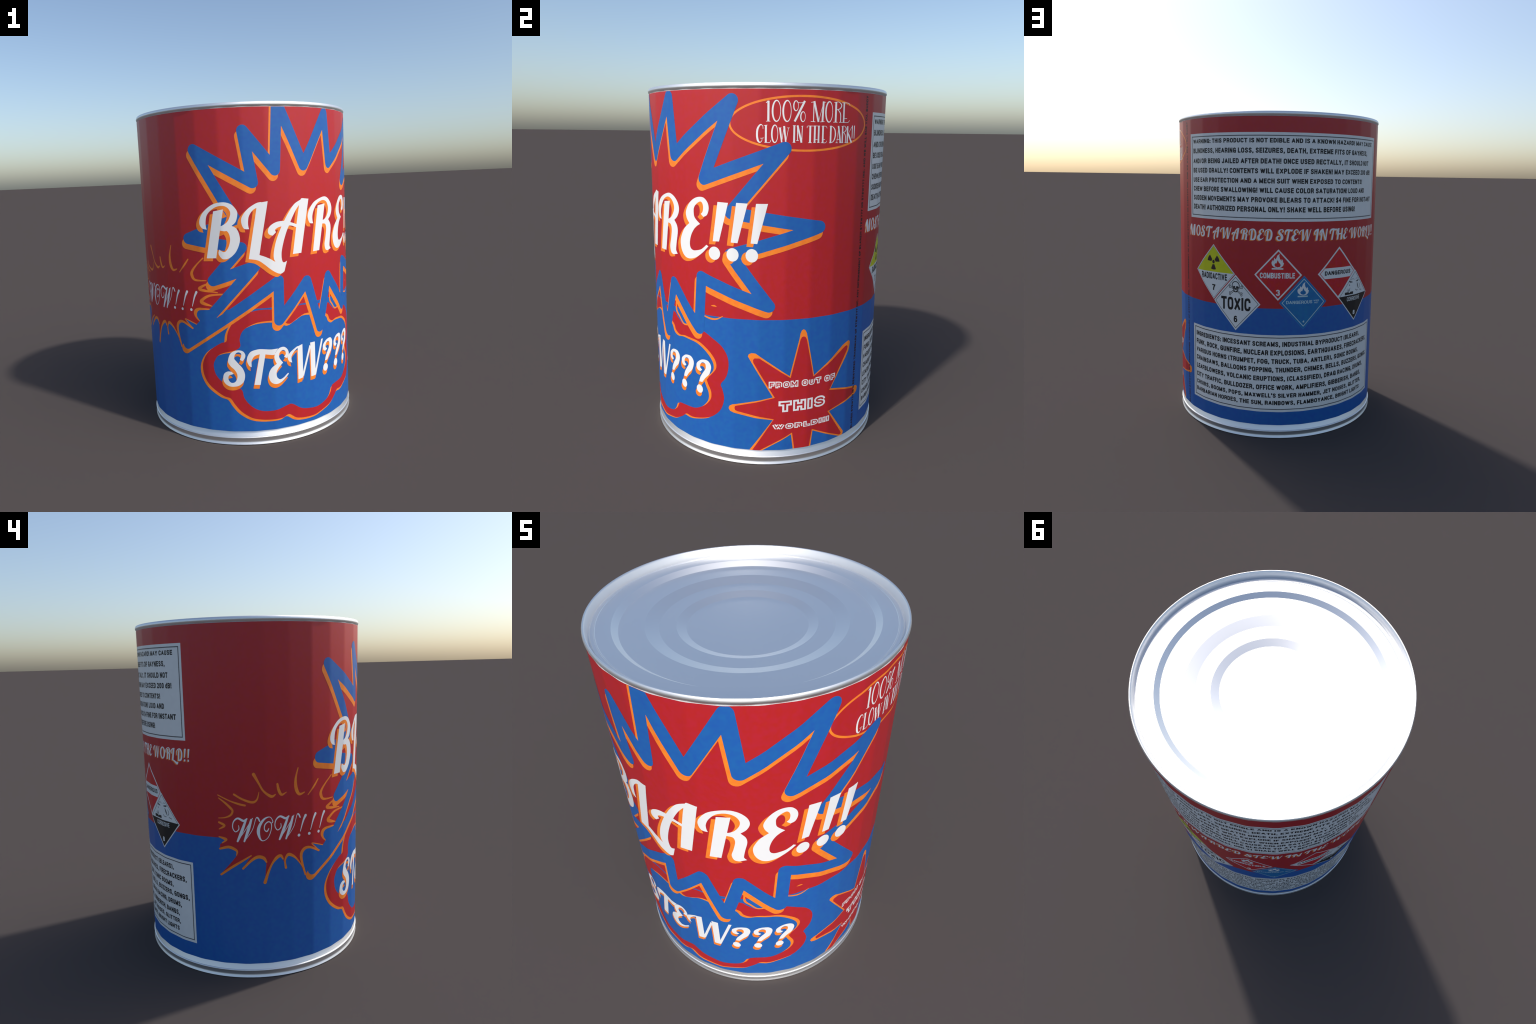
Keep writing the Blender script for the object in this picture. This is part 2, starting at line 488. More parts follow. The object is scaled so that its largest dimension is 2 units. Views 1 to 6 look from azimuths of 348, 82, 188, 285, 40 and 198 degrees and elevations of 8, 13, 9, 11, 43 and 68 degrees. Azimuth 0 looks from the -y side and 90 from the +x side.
# ---------------------------------------------------------------- big script lettering
# Brush strokes by their two edges; every letter is a few strokes.
SCRIPT = {
    'B': [
        [(-26.5, 1.405, -21.6, 1.415), (-31, 1.136, -26.2, 1.136)],
        [(-30.2, 1.302, -30.2, 1.302), (-32.6, 1.31, -30.6, 1.319), (-33.9, 1.337, -30.6, 1.347), (-33.3, 1.372, -29.9, 1.382), (-30.9, 1.411, -27.9,
         1.41), (-26.8, 1.444, -25, 1.43), (-21.9, 1.455, -21.8, 1.435), (-17.9, 1.443, -19.6, 1.424), (-15.3, 1.409, -18.3, 1.4), (-14.9, 1.381,
         -18.5, 1.374), (-15.9, 1.341, -20, 1.342), (-17.9, 1.32, -23, 1.319)],
        [(-17.9, 1.32, -23.2, 1.297), (-15.9, 1.306, -20.7, 1.294), (-14.6, 1.277, -19.3, 1.274), (-14.2, 1.237, -18.9, 1.239), (-15.2, 1.196, -19.8,
         1.2), (-17, 1.161, -21.1, 1.177), (-19.9, 1.134, -22.2, 1.171), (-22.9, 1.131, -23.1, 1.175), (-24.6, 1.153, -23.9, 1.181), (-24.9, 1.17,
         -24.3, 1.187)],
        [(-23.2, 1.32, -23.5, 1.295), (-20.2, 1.327, -20.6, 1.292), (-17.7, 1.321, -18.1, 1.315)],
    ],
    'L': [
        [(-9.6, 1.297, -9.6, 1.297), (-12.1, 1.302, -9.9, 1.311), (-13.2, 1.337, -10, 1.335), (-12.7, 1.371, -9.5, 1.37), (-10, 1.411, -7.7, 1.401),
         (-5.9, 1.441, -5.7, 1.415), (-3.3, 1.447, -3.5, 1.418)],
        [(-5.9, 1.441, -0.2, 1.45), (-5.7, 1.415, -0.8, 1.412), (-8, 1.273, -2.9, 1.287), (-10.4, 1.126, -5.2, 1.146)],
        [(-5.2, 1.146, -10.4, 1.126), (-2.6, 1.134, -6, 1.115), (0, 1.119, -2.9, 1.089), (2.6, 1.1, 0.2, 1.057), (6, 1.098, 3.2, 1.034), (6.9, 1.092,
         5.3, 1.028), (8.5, 1.1, 7, 1.04)],
    ],
    'A': [
        [(18.8, 1.455, 16.4, 1.42), (13.8, 1.428, 14.1, 1.388), (10.8, 1.389, 11.9, 1.346), (7.7, 1.332, 10.3, 1.307), (5.6, 1.285, 8.9, 1.273), (3.4,
         1.225, 7.2, 1.217), (2, 1.164, 6, 1.161), (1.8, 1.12, 5.8, 1.121), (2.7, 1.097, 6.3, 1.092), (3.3, 1.078, 6.5, 1.075)],
        [(18.6, 1.455, 21.9, 1.449), (16.3, 1.42, 21.3, 1.416), (11.8, 1.136, 16.7, 1.137)],
        [(1.6, 1.252, 3.4, 1.271), (-0.3, 1.263, 2.9, 1.283), (-0.6, 1.286, 3.5, 1.291), (0.7, 1.311, 4.7, 1.298), (3.8, 1.329, 6.4, 1.302), (7.7,
         1.332, 8.8, 1.303), (11.4, 1.321, 11.5, 1.302), (14.7, 1.306, 14.2, 1.29)],
    ],
    'R': [
        [(24.6, 1.303, 24.6, 1.303), (22.2, 1.309, 24.2, 1.321), (21.1, 1.347, 24.2, 1.349), (22.2, 1.386, 25.4, 1.384), (25.6, 1.429, 28.1, 1.42),
         (32, 1.455, 31.9, 1.435), (35.9, 1.447, 34.8, 1.424), (39, 1.414, 36.4, 1.393), (39.9, 1.376, 36.1, 1.361), (38.7, 1.34, 34.2, 1.33), (36.4,
         1.316, 31.8, 1.315)],
        [(28.2, 1.406, 33.4, 1.414), (24, 1.137, 28.5, 1.137)],
        [(31.6, 1.316, 31.2, 1.295), (36.4, 1.316, 34, 1.293)],
        [(36.4, 1.316, 31.3, 1.296), (38.2, 1.289, 33.6, 1.289), (38.6, 1.255, 34.3, 1.26), (37.7, 1.204, 33.5, 1.21), (37.1, 1.162, 32.6, 1.169),
         (37.3, 1.148, 33.4, 1.135), (38.2, 1.136, 35.4, 1.127)],
    ],
    'E': [
        [(54.1, 1.353, 52.7, 1.367), (55.9, 1.365, 53.7, 1.38), (56.8, 1.397, 54, 1.403), (56.2, 1.429, 53.6, 1.422), (54, 1.452, 52.5, 1.43), (50.2,
         1.448, 50.6, 1.418), (46.8, 1.42, 49.2, 1.398), (44.6, 1.374, 48.9, 1.375), (44.9, 1.34, 49.4, 1.345), (46.4, 1.313, 52.2, 1.315)],
        [(46.4, 1.313, 52.2, 1.315), (43.4, 1.283, 49.6, 1.294), (41.3, 1.242, 47.5, 1.258), (40.5, 1.209, 46.5, 1.217), (41, 1.169, 46.7, 1.187),
         (42.8, 1.137, 48.1, 1.173), (45.7, 1.125, 50.3, 1.175), (49.4, 1.135, 52.6, 1.184), (53.2, 1.166, 54.3, 1.199), (56.4, 1.204, 55.4, 1.211)],
    ],
    '!0': [
        [(60.9, 1.434, 65.7, 1.432), (58.5, 1.233, 61.4, 1.234)],
    ],
    '!1': [
        [(69.2, 1.434, 74, 1.432), (66.8, 1.234, 69.7, 1.232)],
    ],
    '!2': [
        [(77.5, 1.432, 82.4, 1.432), (75.3, 1.233, 78.1, 1.232)],
    ],
    'S': [
        [(-15.8, 0.521, -17.1, 0.531), (-14.6, 0.539, -16.4, 0.547), (-14.3, 0.56, -16.3, 0.566), (-15.4, 0.581, -17.3, 0.575), (-17.8, 0.588, -18.6,
         0.572), (-20.5, 0.579, -19.6, 0.557), (-22.1, 0.559, -19.8, 0.538), (-23, 0.521, -19.6, 0.532), (-21.9, 0.493, -17.8, 0.505), (-20, 0.47,
         -16, 0.479), (-18.8, 0.444, -14.9, 0.443), (-18.8, 0.416, -15.3, 0.403), (-20, 0.393, -17, 0.378), (-21.7, 0.389, -19.5, 0.366), (-23, 0.403,
         -23, 0.368), (-23.2, 0.424, -25.4, 0.39), (-22.6, 0.436, -25.9, 0.419), (-21.5, 0.44, -25.2, 0.445), (-20.5, 0.444, -23.4, 0.459), (-20.5,
         0.444, -21.4, 0.457)],
    ],
    'T': [
        [(-11.4, 0.483, -11.4, 0.483), (-12.7, 0.494, -11.4, 0.5), (-13.6, 0.527, -11.3, 0.521), (-12.8, 0.559, -10.1, 0.546), (-11.1, 0.58, -8.3,
         0.556), (-7.7, 0.589, -6.2, 0.558), (-5, 0.587, -4, 0.554), (-1.6, 0.582, -0.1, 0.547), (2.1, 0.583, 0.7, 0.56)],
        [(-7.1, 0.56, -4.3, 0.557), (-10.4, 0.374, -7.4, 0.37)],
    ],
    'E2': [
        [(6.7, 0.517, 5.1, 0.526), (7.7, 0.539, 6.1, 0.542), (7.2, 0.568, 5.8, 0.561), (5.2, 0.588, 4.6, 0.57), (2.3, 0.581, 3.1, 0.559), (0.3, 0.547,
         2.5, 0.539), (0.2, 0.519, 2.9, 0.519), (1.2, 0.49, 4.5, 0.492)],
        [(1.2, 0.49, 4.5, 0.492), (-1.4, 0.469, 2.4, 0.468), (-2.9, 0.438, 1, 0.442), (-3, 0.41, 1, 0.413), (-1.9, 0.38, 1.8, 0.398), (0.5, 0.366,
         2.9, 0.392), (3.3, 0.374, 4.6, 0.4), (6, 0.4, 6, 0.414), (7.4, 0.419, 7, 0.424)],
    ],
    'W': [
        [(9.4, 0.483, 9.4, 0.483), (7.8, 0.494, 9.1, 0.501), (7.1, 0.521, 9.2, 0.524), (8.6, 0.549, 10.7, 0.55), (11.8, 0.574, 12.6, 0.567), (13,
         0.578, 12.9, 0.562)],
        [(12.7, 0.576, 15.6, 0.585), (12.6, 0.371, 15.5, 0.376)],
        [(14.9, 0.389, 16, 0.384), (19.9, 0.569, 20.7, 0.558)],
        [(20.4, 0.583, 23.4, 0.582), (20.5, 0.369, 23.4, 0.37)],
        [(22.4, 0.373, 23.7, 0.374), (28.2, 0.585, 29.5, 0.585)],
    ],
    'Q': [
        [(50.9, 0.5, 51.9, 0.512), (49.2, 0.507, 50.9, 0.521), (48.6, 0.53, 50.7, 0.536), (49.3, 0.55, 51.5, 0.551), (51.9, 0.571, 52.7, 0.556),
         (55.2, 0.572, 53.8, 0.548), (56.8, 0.543, 53.8, 0.523), (55.9, 0.499, 52.4, 0.498), (53.6, 0.468, 50.8, 0.467), (51.8, 0.439, 50, 0.438)],
    ],
    'cloud': [
        [(-36.6, 0.485, -30.6, 0.491), (-35.5, 0.529, -29.7, 0.525), (-32.9, 0.575, -27.6, 0.557), (-29.4, 0.608, -24, 0.575), (-25.7, 0.633, -19.4,
         0.587), (-23.3, 0.643, -16.6, 0.61), (-22.5, 0.691, -16.7, 0.654), (-20.6, 0.738, -15.4, 0.697), (-17.1, 0.778, -12.4, 0.728), (-11.7, 0.812,
         -7.5, 0.75), (-6.1, 0.824, -0.6, 0.755), (-0.4, 0.822, 2.5, 0.748), (3.5, 0.816, 5.3, 0.742), (7.5, 0.801, 8.7, 0.723), (13.5, 0.824, 13.7,
         0.751), (19.5, 0.822, 19.3, 0.77), (33.7, 0.803, 32.3, 0.738), (36.6, 0.779, 35.3, 0.694), (40.4, 0.746, 38.2, 0.677), (44.5, 0.747, 41.8,
         0.683), (49.2, 0.74, 47.2, 0.679), (53.6, 0.735, 51, 0.668), (58.2, 0.704, 55.1, 0.639), (62.1, 0.67, 57.9, 0.605), (64.6, 0.625, 59.3,
         0.571), (65.4, 0.579, 59.2, 0.536), (64.9, 0.525, 57.1, 0.502), (63.6, 0.487, 55.5, 0.482), (61.5, 0.452, 54.4, 0.464), (62.3, 0.422, 55.2,
         0.436), (63.1, 0.374, 56.6, 0.399), (62.2, 0.323, 56.5, 0.358), (60, 0.281, 54.6, 0.323), (56, 0.244, 51.8, 0.295), (50.3, 0.219, 47.7,
         0.271), (45.6, 0.208, 43.2, 0.265), (41.4, 0.209, 37, 0.259), (38.9, 0.185, 36, 0.25), (34.6, 0.154, 34.4, 0.216), (29.9, 0.135, 31, 0.186),
         (22.9, 0.118, 26.4, 0.168), (16.4, 0.119, 21, 0.167), (10.9, 0.133, 14.2, 0.184), (6.8, 0.164, 8.8, 0.225), (3.4, 0.149, 5.7, 0.222), (-2.6,
         0.147, 0.7, 0.205), (-7.7, 0.153, -5.6, 0.204), (-12.6, 0.17, -10.1, 0.222), (-17.4, 0.208, -13.6, 0.257), (-20.5, 0.254, -15.8, 0.296),
         (-22.6, 0.291, -16.5, 0.337), (-26, 0.304, -18.4, 0.356), (-30.3, 0.337, -23.4, 0.372), (-33.9, 0.378, -27.2, 0.399), (-36.2, 0.433, -29.8,
         0.44)],
    ],
}


def letter(key):
    return [p for stroke in SCRIPT[key] for p in ribbon(stroke)]


# comic burst: one marker line zigzagging round the headline
BURST = [(-35.3, 1.755), (-16.1, 1.356), (-40.9, 1.250), (-13.8, 1.193), (-28.6, 1.003), (-7.6, 1.083),
         (-45.2, 0.609), (3.8, 0.988), (3.4, 0.752), (19.5, 0.966), (27.6, 0.665), (34.8, 0.970),
         (50.6, 0.748), (52.4, 1.036), (83.2, 0.905), (66.6, 1.171), (105.0, 1.311), (66.8, 1.384),
         (89.0, 1.698), (54.5, 1.546), (67.4, 1.919), (37.5, 1.655), (34.6, 1.942), (19.4, 1.645),
         (5.9, 1.993), (3.9, 1.623), (-10.9, 1.845), (-7.1, 1.558)]
burst = marker(BURST, 0.064)
print_shape("burst_shadow", moved(burst, -1.1, -0.030), 4, ORANGE)
print_shape("burst_outline", burst, 5, BLUE)

# cloud round the second word
cloud = ribbon(SCRIPT["cloud"][0], 4, True)
print_shape("cloud_shadow", moved(cloud, -1.3, -0.010), 2, ORANGE)
print_shape("cloud_outline", cloud, 3, RED)

headline = [letter(k) for k in "BLARE"]
for k, (a, z) in zip("012", ((59.2, 1.171), (67.5, 1.171), (75.8, 1.171))):
    headline.append(letter("!" + k) + [disc(a, z, 0.0318, 0.0345, 28)])
# neighbours that touch lie half a layer apart
for i, polys in enumerate(headline):
    print_shape("headline_letter_shadow", moved(polys, -1.8, -0.017), 6 + 0.4 * (i % 2), ORANGE)
    print_shape("headline_letter", polys, 7 + 0.4 * (i % 2), WHITE)

query = letter("Q") + [disc(50.3, 0.395, 0.0214, 0.0243, 24)]
second = [letter(k) for k in ("S", "T", "E2", "W")] + [moved(query, d, 0.001) for d in (-19.3, -9.7, 0.0)]
for i, polys in enumerate(second):
    print_shape("product_letter_shadow", moved(polys, -0.6, -0.023), 6 + 0.4 * (i % 2), ORANGE)
    print_shape("product_letter", polys, 7 + 0.4 * (i % 2), WHITE)

# leftovers of another burst that show between the shapes
for s in ([(57.4, 0.889, 3), (58.8, 0.890, 9), (59.8, 0.887, 3)],
          [(53.6, 0.826, 7), (57.1, 0.817, 10), (59.8, 0.819, 8), (62.8, 0.838, 3)],
          [(36.0, 0.858, 8), (36.2, 0.813, 12), (38.2, 0.784, 10), (41.0, 0.750, 9), (44.0, 0.752, 8)]):
    print_shape("burst_fragment", pen_deg(s), 3.6, ORANGE)

# ---------------------------------------------------------------- small "wow" burst
WOW_EDGE = [(-90.0, 0.838), (-87.0, 0.818), (-89.8, 0.794), (-89.9, 0.775), (-85.6, 0.780), (-81.8, 0.756), (-82.3, 0.729),
            (-84.5, 0.695), (-89.8, 0.624), (-75.5, 0.731), (-79.4, 0.660), (-76.0, 0.707), (-72.5, 0.725), (-69.4, 0.709),
            (-68.6, 0.680), (-69.4, 0.581), (-67.3, 0.646), (-64.5, 0.704), (-62.0, 0.720), (-60.4, 0.688), (-59.3, 0.649),
            (-59.2, 0.708), (-57.5, 0.722), (-54.6, 0.695), (-51.7, 0.649), (-49.2, 0.575), (-51.2, 0.665), (-51.6, 0.711),
            (-49.5, 0.744), (-45.8, 0.738), (-41.5, 0.710), (-45.2, 0.762), (-38.8, 0.737), (-36.9, 0.758), (-39.4, 0.790),
            (-39.4, 0.819), (-36.9, 0.835), (-31.3, 0.836), (-31.3, 0.850), (-90.0, 0.850)]
print_shape("small_burst_fill", [metres(WOW_EDGE)], 1, RED)
WOW_RAYS = [
    [(-90, 1.073, 4.1), (-84.8, 1.042, 5.1), (-80.5, 1.024, 7.1), (-77.7, 1.016, 7.1)],
    [(-89.6, 1.056, 4.1), (-86.6, 1.028, 7.1), (-84.2, 1, 8.2), (-83.4, 0.984, 7.1), (-84.3, 0.962, 7.1), (-86.8, 0.948, 5.1), (-90, 0.944, 3.1)],
    [(-89.9, 0.92, 7.1), (-87.4, 0.902, 8.2), (-89.9, 0.882, 4.1)],
    [(-90.1, 0.838, 5.1), (-87.2, 0.826, 9.2), (-87, 0.818, 7.1), (-88.7, 0.803, 4.1)],
    [(-89.9, 0.769, 7.1), (-86, 0.78, 9.2), (-83.3, 0.77, 9.2), (-81.9, 0.756, 7.1), (-82.2, 0.734, 4.1)],
    [(-89.8, 0.619, 7.1), (-84.5, 0.664, 8.2), (-79.5, 0.702, 7.1), (-75.5, 0.731, 5.1)],
    [(-79.4, 0.657, 7.1), (-75.6, 0.701, 8.2), (-72.5, 0.722, 10.2), (-69.8, 0.715, 10.2), (-68.5, 0.691, 6.1)],
    [(-69.4, 0.572, 10.2), (-67.8, 0.629, 8.2), (-65.9, 0.678, 7.1), (-63.6, 0.711, 10.2), (-61.7, 0.72, 9.2), (-60.6, 0.699, 5.1)],
    [(-59.3, 0.647, 8.2), (-59.7, 0.686, 6.1), (-58.9, 0.713, 8.2), (-57.5, 0.722, 10.2), (-54.6, 0.7, 7.1), (-51.7, 0.655, 4.1), (-49.1, 0.598, 3.1)],
    [(-49.2, 0.587, 7.1), (-50.9, 0.659, 8.2), (-51.4, 0.711, 10.2), (-49.6, 0.741, 10.2), (-46.4, 0.742, 8.2), (-41.2, 0.71, 7.1)],
    [(-41.2, 0.71, 5.1), (-43.6, 0.738, 4.1), (-45.5, 0.765, 4.1), (-38.8, 0.737, 4.1)],
    [(-36.9, 0.758, 4.1), (-38.8, 0.783, 8.2), (-39.1, 0.812, 12.2), (-36.9, 0.832, 9.2), (-31.3, 0.834, 5.1)],
    [(-29.8, 0.853, 4.1), (-34.9, 0.872, 12.2), (-34.5, 0.891, 10.2), (-30.6, 0.916, 8.2), (-23.8, 0.924, 6.1)],
    [(-26.5, 0.934, 4.1), (-35.5, 0.95, 10.2), (-34.9, 0.966, 9.2), (-31.3, 0.986, 5.1)],
    [(-32, 1.004, 3.1), (-38.1, 1.006, 8.2), (-39.9, 1.032, 11.2), (-39.6, 1.059, 9.2), (-36.8, 1.098, 6.1), (-33.1, 1.137, 5.1)],
    [(-41.7, 1.128, 5.1), (-44, 1.094, 7.1), (-47.5, 1.048, 4.1)],
    [(-52.6, 1.205, 4.1), (-53.9, 1.146, 8.2), (-53.7, 1.092, 11.2), (-52.1, 1.058, 9.2), (-49.3, 1.065, 4.1)],
    [(-62.7, 1.126, 7.1), (-62.1, 1.091, 9.2), (-60.8, 1.065, 8.2), (-58.5, 1.077, 3.1)],
    [(-73.4, 1.185, 10.2), (-71.2, 1.135, 7.1), (-69.1, 1.091, 7.1), (-65.7, 1.06, 9.2), (-63.7, 1.069, 4.1)],
    [(-82.5, 1.077, 7.1), (-78.7, 1.05, 7.1), (-74.4, 1.032, 8.2), (-72.2, 1.046, 6.1), (-71.2, 1.087, 2.5)],
]
for i, s in enumerate(WOW_RAYS):
    print_shape("small_burst_ray", pen_deg([(x, z, w * (1.1 + 0.065 * w)) for x, z, w in s]), 1.3 + 0.2 * (i % 3), ORANGE)
SWASH_W = [
    [(-80.8, 0.904, 3.1), (-80.8, 0.882, 5.1), (-82.4, 0.868, 5.1), (-83.6, 0.892, 5.1), (-83.1, 0.925, 6.1), (-81.1, 0.944, 10.2), (-78.5, 0.93, 12.2), (-77, 0.941, 8.2)],
    [(-77.4, 0.936, 10.2), (-79.6, 0.866, 16.3), (-81.5, 0.814, 10.2)],
    [(-81.4, 0.817, 2.5), (-78.2, 0.871, 3.1), (-74.4, 0.943, 4.1)],
    [(-75, 0.935, 11.2), (-76.5, 0.876, 16.3), (-78.4, 0.814, 9.2)],
    [(-78.4, 0.814, 2.5), (-74.7, 0.876, 3.1), (-72.9, 0.94, 4.1), (-72, 0.944, 8.2), (-71.2, 0.925, 7.1)],
]
SWASH_O = [
    [(-65.5, 0.913, 5.1), (-65.2, 0.923, 4.1), (-66.5, 0.946, 4.1), (-69, 0.937, 10.2), (-71.2, 0.901, 15.3), (-71.9, 0.864, 17.3), (-71.1, 0.825, 9.2), (-69.6, 0.814, 4.1), (-67.4, 0.833, 3.6), (-66, 0.875, 4.1), (-65.9, 0.908, 5.1), (-67.2, 0.92, 6.1), (-68.8, 0.905, 6.1), (-69.1, 0.878, 5.1), (-68, 0.866, 7.1), (-67.1, 0.882, 4.1)],
]
swash_w = [p for s in SWASH_W for p in pen_deg(s)]
swash_o = [p for s in SWASH_O for p in pen_deg(s)]
wow = [swash_w, swash_o, moved(swash_w, 19.4, 0.001)]
for a in (0.0, 5.5, 11.0):
    wow.append(moved(pen_deg([(-48.9, 0.933, 15.0), (-50.2, 0.903, 10.0), (-51.8, 0.845, 3.2)]) + [disc(-52.5, 0.8245, 0.0084)], a, 0))
for polys in wow:
    print_shape("flourish_letter", polys, 2.2, WHITE)

# ---------------------------------------------------------------- eight-pointed star
STAR_FILL = [(97.5, 0.718), (98.1, 0.731), (98.9, 0.734), (99.7, 0.731), (100.4, 0.716), (104.2, 0.497), (122.0, 0.629), (123.0, 0.630), (123.6, 0.622),
             (123.3, 0.604), (112.9, 0.396), (129.3, 0.348), (130.2, 0.340), (130.2, 0.319), (129.0, 0.308), (112.4, 0.269), (121.4, 0.105), (121.6, 0.096),
             (120.6, 0.090), (104.2, 0.184), (102.6, 0.060), (96.0, 0.060), (94.5, 0.182), (79.4, 0.082), (76.0, 0.078), (86.0, 0.269),
             (69.4, 0.309), (68.4, 0.314), (68.1, 0.327), (68.4, 0.338), (69.4, 0.342), (86.3, 0.395), (76.6, 0.596), (76.5, 0.612), (77.2, 0.621), (79.3, 0.621), (93.3, 0.505)]
STAR_RIM = [(97.0, 0.722), (97.4, 0.752), (98.0, 0.768), (98.8, 0.774), (99.6, 0.768), (100.3, 0.752), (101.3, 0.697), (104.5, 0.504), (120.5, 0.640), (123.2, 0.654),
            (124.4, 0.656), (125.2, 0.642), (124.3, 0.596), (113.6, 0.403), (130.8, 0.354), (132.6, 0.350), (133.3, 0.336), (132.8, 0.314), (131.4, 0.302), (129.6, 0.298),
            (113.3, 0.266), (123.0, 0.103), (122.6, 0.086), (121.0, 0.079), (104.6, 0.174), (103.3, 0.050), (95.4, 0.050), (94.0, 0.172), (80.0, 0.078),
            (74.2, 0.070), (85.5, 0.264), (76.8, 0.278), (67.7, 0.298), (66.0, 0.306), (65.3, 0.320), (65.7, 0.335), (67.0, 0.345), (85.4, 0.398), (74.9, 0.615),
            (74.2, 0.630), (74.6, 0.642), (75.8, 0.649), (77.6, 0.648), (92.9, 0.516)]
print_shape("star_rim", [metres(STAR_RIM)], 1, ORANGE)
print_shape("star_fill", [metres(STAR_FILL)], 2, RED)
for text, a0, a1, z0, z1 in (("FROM OUT OF", 83.5, 116.1, 0.451, 0.489), ("THIS", 88.0, 110.9, 0.310, 0.375), ("WORLD!!!", 85.4, 113.5, 0.2075, 0.2405)):
    print_shape("star_text_outline", set_line(text, a0, a1, z0, z1, 0.45, 0.10, 1.35), 3, WHITE)
    print_shape("star_text_inside", set_line(text, a0, a1, z0, z1, 0.45, 0.10, 1.35, 0.30), 4, RED)

# ---------------------------------------------------------------- oval badge
ring = [(97.5 + 31.0 * math.cos(math.tau * i / 96), 1.8150 + 0.1265 * math.sin(math.tau * i / 96)) for i in range(96)]
print_shape("oval_ring", pen([(a * K, z, 0.0098) for a, z in ring], 1, closed=True), 2, ORANGE)

T, S = 1.12, 0.27                     # thick and thin parts of the narrow face
ROUND = [(0.5 + 0.5 * math.cos(t), 0.5 + 0.5 * math.sin(t), 0.62 - 0.3 * math.cos(t)) for t in (math.tau * i / 14 for i in range(15))]
NARROW = {
    "1": [[(0.6, 0.98, T), (0.6, 0, T)], [(0, 0.88, S), (0.6, 0.97, 0.6)], [(0.05, 0, S), (1.1, 0, S)]],
    "0": [ROUND], "O": [ROUND],
    "%": [[(x * 0.4, 0.52 + z * 0.48, w * 0.75) for x, z, w in ROUND], [(0.62 + x * 0.4, z * 0.48, w * 0.75) for x, z, w in ROUND],
          [(0.1, 0, T), (0.95, 1, T)], [(0.25, 0.95, S), (0.6, 0.9, S), (0.95, 0.98, S)]],
    "M": [[(0.18, 0, 0.5), (0.18, 0.95, 0.5)], [(0.2, 1, T), (0.52, 0, T)], [(0.52, 0, S), (0.85, 0.95, S)], [(0.85, 1, T), (0.8, 0, T)],
          [(0, 0.02, S), (0.3, 0, S)], [(0.64, 0, S), (0.95, 0.02, S)], [(0, 0.94, S), (0.22, 0.97, S)], [(0.8, 0.97, S), (1.02, 0.97, S)]],
    "R": [[(0.3, 1, T), (0.3, 0, T)], [(0.1, 0.97, S), (0.6, 1, S), (0.92, 0.85, 0.7), (0.75, 0.68, 0.5), (0.4, 0.62, S)],
          [(0.45, 0.64, S), (0.8, 0.45, 0.6), (0.85, 0.15, 0.6), (0.85, 0, 0.6)], [(0.05, 0, S), (0.5, 0, S)], [(0.7, 0, S), (1.0, 0, S)]],
    "E": [[(0.3, 1, T), (0.3, 0, T)], [(0.05, 0.97, S), (0.8, 0.97, S), (1.0, 0.85, S)], [(0.3, 0.18, S), (0.7, 0.2, S)], [(0, 0, S), (0.8, 0, S), (1.0, 0.12, S)]],
    "G": [[(0.9, 0.78, S), (0.85, 0.95, S), (0.55, 1.02, 0.7), (0.2, 0.8, T), (0.1, 0.45, T), (0.22, 0.12, T), (0.5, 0, 0.6), (0.75, 0.1, S), (0.8, 0.24, S), (1.0, 0.26, S)],
          [(0.55, 0.24, S), (0.8, 0.24, S)]],
    "L": [[(0.3, 1, T), (0.3, 0, T)], [(0, 0.97, S), (0.5, 1, S)], [(0.1, 0, S), (0.85, 0, S), (1.0, 0.14, S)]],
    "W": [[(0.12, 0.85, T), (0.3, 0.02, 0.8)], [(0.3, 0.02, S), (0.5, 0.95, S)], [(0.5, 0.95, T), (0.68, 0.02, 0.8)], [(0.68, 0.02, S), (0.92, 0.85, S)],
          [(0, 0.85, S), (0.25, 0.85, S)], [(0.8, 0.85, S), (1.02, 0.85, S)]],
    "I": [[(0.5, 1, T), (0.5, 0, T)], [(0, 0.98, S), (1, 0.98, S)], [(0, 0.02, S), (1, 0.02, S)]],
    "N": [[(0.2, 0.12, 0.5), (0.15, 0.95, 0.5)], [(0.15, 1, T), (0.8, 0, T)], [(0.82, 0, 0.5), (0.88, 0.95, 0.5)], [(0, 0.12, S), (0.4, 0.12, S)], [(0.7, 0.95, S), (1, 0.97, S)]],
    "T": [[(0.5, 0.97, T), (0.5, 0, T)], [(-0.1, 0.85, S), (0.0, 0.97, S), (1.25, 0.97, S)], [(0.15, 0, S), (0.85, 0, S)]],
    "H": [[(0.2, 1, T), (0.2, 0, T)], [(0.8, 1, T), (0.8, 0, T)], [(0.2, 0.18, S), (0.8, 0.18, S)], [(0, 0.98, S), (1, 0.98, S)], [(0, 0.01, S), (0.4, 0.01, S)], [(0.6, 0.01, S), (1, 0.01, S)]],
    "D": [[(0.2, 1, T), (0.2, 0, T)], [(0, 0.98, S), (0.35, 0.98, S), (0.8, 0.8, 0.7), (0.92, 0.45, 0.8), (0.7, 0.12, 0.6), (0.3, 0, S), (0, 0, S)]],
    "A": [[(0.2, 0, S), (0.45, 0.9, S)], [(0.42, 1, T), (0.85, 0, T)], [(0.15, 0.2, S), (0.65, 0.2, S)], [(0, 0, S), (0.4, 0, S)], [(0.65, 0, S), (1, 0, S)]],
    "K": [[(0.2, 1, T), (0.2, 0, T)], [(0.9, 0.95, S), (0.3, 0.5, S)], [(0.35, 0.55, T), (0.95, 0, T)], [(0, 0, S), (0.4, 0, S)]],
    "!": [[(0.5, 1.04, 0.75), (0.5, 0.4, 0.6), (0.5, 0.25, 0.4)], [(0.5, 0.12, 0.8), (0.5, 0.1, 0.8)]],
}


